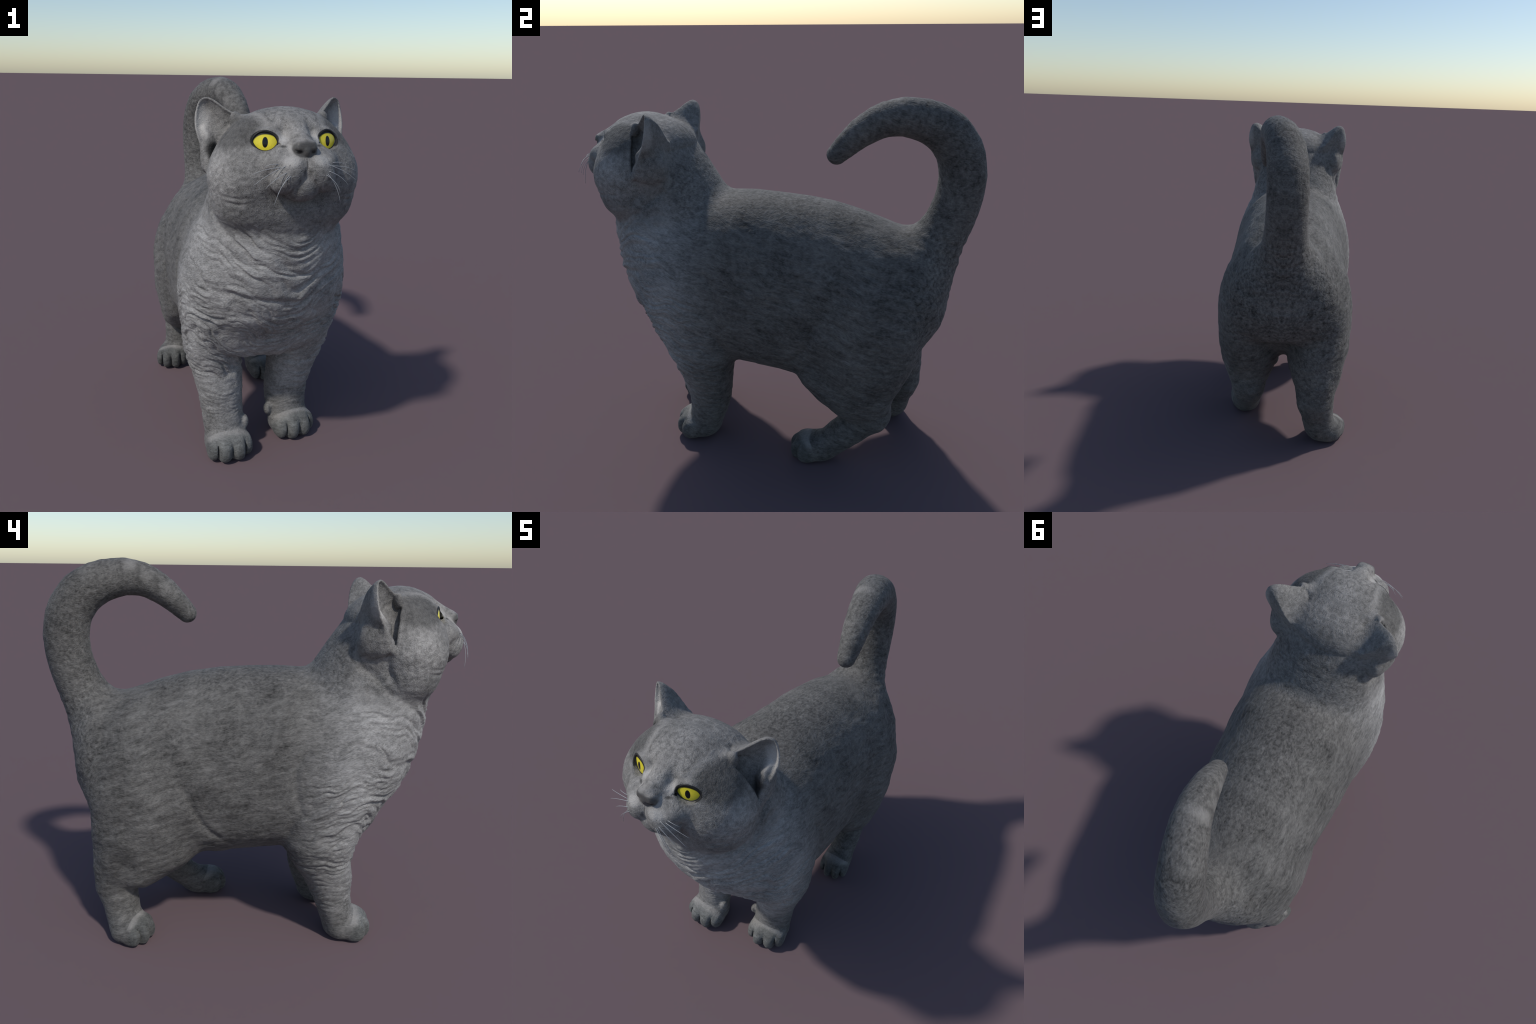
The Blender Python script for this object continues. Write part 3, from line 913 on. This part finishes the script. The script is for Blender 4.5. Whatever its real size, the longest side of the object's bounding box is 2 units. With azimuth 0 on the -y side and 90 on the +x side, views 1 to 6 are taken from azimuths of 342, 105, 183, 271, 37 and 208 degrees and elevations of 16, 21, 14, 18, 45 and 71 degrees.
def lid_mesh():
    """The dark rim along the edge of the eyelids: a tube following the opening."""
    ang = np.linspace(0, 2 * math.pi, 72, endpoint=False)
    ring = []
    for t in ang:                        # walk outwards until the opening's edge
        lo_, hi_ = 0.0, 0.09
        for _ in range(24):
            m = 0.5 * (lo_ + hi_)
            if almond(np.array([m * math.cos(t)]), np.array([m * math.sin(t)]))[0] < 0.0:
                lo_ = m
            else:
                hi_ = m
        ring.append((lo_ * math.cos(t), lo_ * math.sin(t)))
    ring = np.array(ring)
    vs, fs = [], []
    k = 8
    for (a, b), t in zip(ring, ang):
        out = np.array([math.cos(t), math.sin(t)])
        rr = 0.0030 + 0.0022 * max(0.0, math.sin(t)) + 0.0012 * abs(math.cos(t)) ** 3
        depth = math.sqrt(max((EYE_R + 0.0008) ** 2 - a * a - b * b, 1e-6))
        for j in range(k):
            w = 2 * math.pi * j / k
            o = out * math.cos(w) * rr
            vs.append(tuple(EYE_C + EYE_A * (a + o[0]) + EYE_B * (b + o[1]) + EYE_N * (depth + math.sin(w) * rr)))
    n = len(ring)
    for i in range(n):
        for j in range(k):
            fs.append((i * k + j, ((i + 1) % n) * k + j, ((i + 1) % n) * k + (j + 1) % k, i * k + (j + 1) % k))
    return vs, fs

em = eye_mesh()
for sx in (-1, 1):
    e = bpy.data.objects.new("eye", em)
    c, a, b, n_ = (v * np.array((sx, 1, 1)) for v in (EYE_C, EYE_A, EYE_B, EYE_N))
    X = Vector(a) * sx
    M = Matrix.Identity(4)
    Z = Vector(n_)
    Y = Vector(b)
    X = Y.cross(Z)
    for r in range(3):
        M[r][0], M[r][1], M[r][2], M[r][3] = X[r], Y[r], Z[r], c[r]
    link(e, parts[6])
    e.matrix_world = M
    vs, fs = lid_mesh()
    if sx < 0:
        vs = [(-v[0], v[1], v[2]) for v in vs]
        fs = [f[::-1] for f in fs]
    me = bpy.data.meshes.new("eyelid")
    me.from_pydata(vs, [], fs)
    for p in me.polygons:
        p.use_smooth = True
    me.materials.append(LID)
    link(bpy.data.objects.new("eyelid", me), parts[6])
# ------------------------------------------------------------------ whiskers
WHISKERS = [((0.112, -0.955, 1.535), (0.165, -0.942, 1.523)), ((0.105, -0.962, 1.524), (0.217, -0.948, 1.498)),
            ((0.085, -0.970, 1.530), (0.215, -0.967, 1.460)), ((0.083, -0.978, 1.506), (0.173, -0.980, 1.446)),
            ((0.078, -0.982, 1.498), (0.138, -0.985, 1.383)), ((0.070, -0.984, 1.494), (0.130, -0.998, 1.425))]

def whisker_mesh(root_, tip_, sag):
    a, c = np.array(root_), np.array(tip_)
    m = 0.5 * (a + c) + np.array((0.012, -0.010, sag))
    n, k = 12, 6
    vs, fs = [], []
    for i in range(n):
        t = i / (n - 1)
        q = (1 - t) ** 2 * a + 2 * t * (1 - t) * m + t * t * c
        d = 2 * (1 - t) * (m - a) + 2 * t * (c - m)
        d /= np.linalg.norm(d)
        u = np.cross(d, (0.3, 0.2, 0.9))
        u /= np.linalg.norm(u)
        v = np.cross(d, u)
        r = 0.0014 * (1 - t) + 0.0007 * t
        for j in range(k):
            w = 2 * math.pi * j / k
            vs.append(q + r * (math.cos(w) * u + math.sin(w) * v))
    for i in range(n - 1):
        for j in range(k):
            fs.append((i * k + j, i * k + (j + 1) % k, (i + 1) * k + (j + 1) % k, (i + 1) * k + j))
    fs.append(tuple(range(k))[::-1])
    fs.append(tuple(range((n - 1) * k, n * k)))
    return vs, fs

roots = np.array([w[0] for w in WHISKERS])
for _ in range(3):                               # seat each root just under the skin
    f0 = field(roots).astype(float)
    gr = gradient(field, roots, f0)
    roots = roots - (f0 + 0.002)[:, None] * gr / np.maximum((gr * gr).sum(1), 0.1)[:, None]
for (r0, tip), r in zip(WHISKERS, roots):
    for sx in (-1, 1):
        vs, fs = whisker_mesh(r, tip, 0.012)
        if sx < 0:
            vs = [(-v[0], v[1], v[2]) for v in vs]
            fs = [f[::-1] for f in fs]
        me = bpy.data.meshes.new("whisker")
        me.from_pydata([tuple(v) for v in vs], [], fs)
        for pl in me.polygons:
            pl.use_smooth = True
        me.materials.append(WHISKER)
        link(bpy.data.objects.new("whisker", me), parts[6])
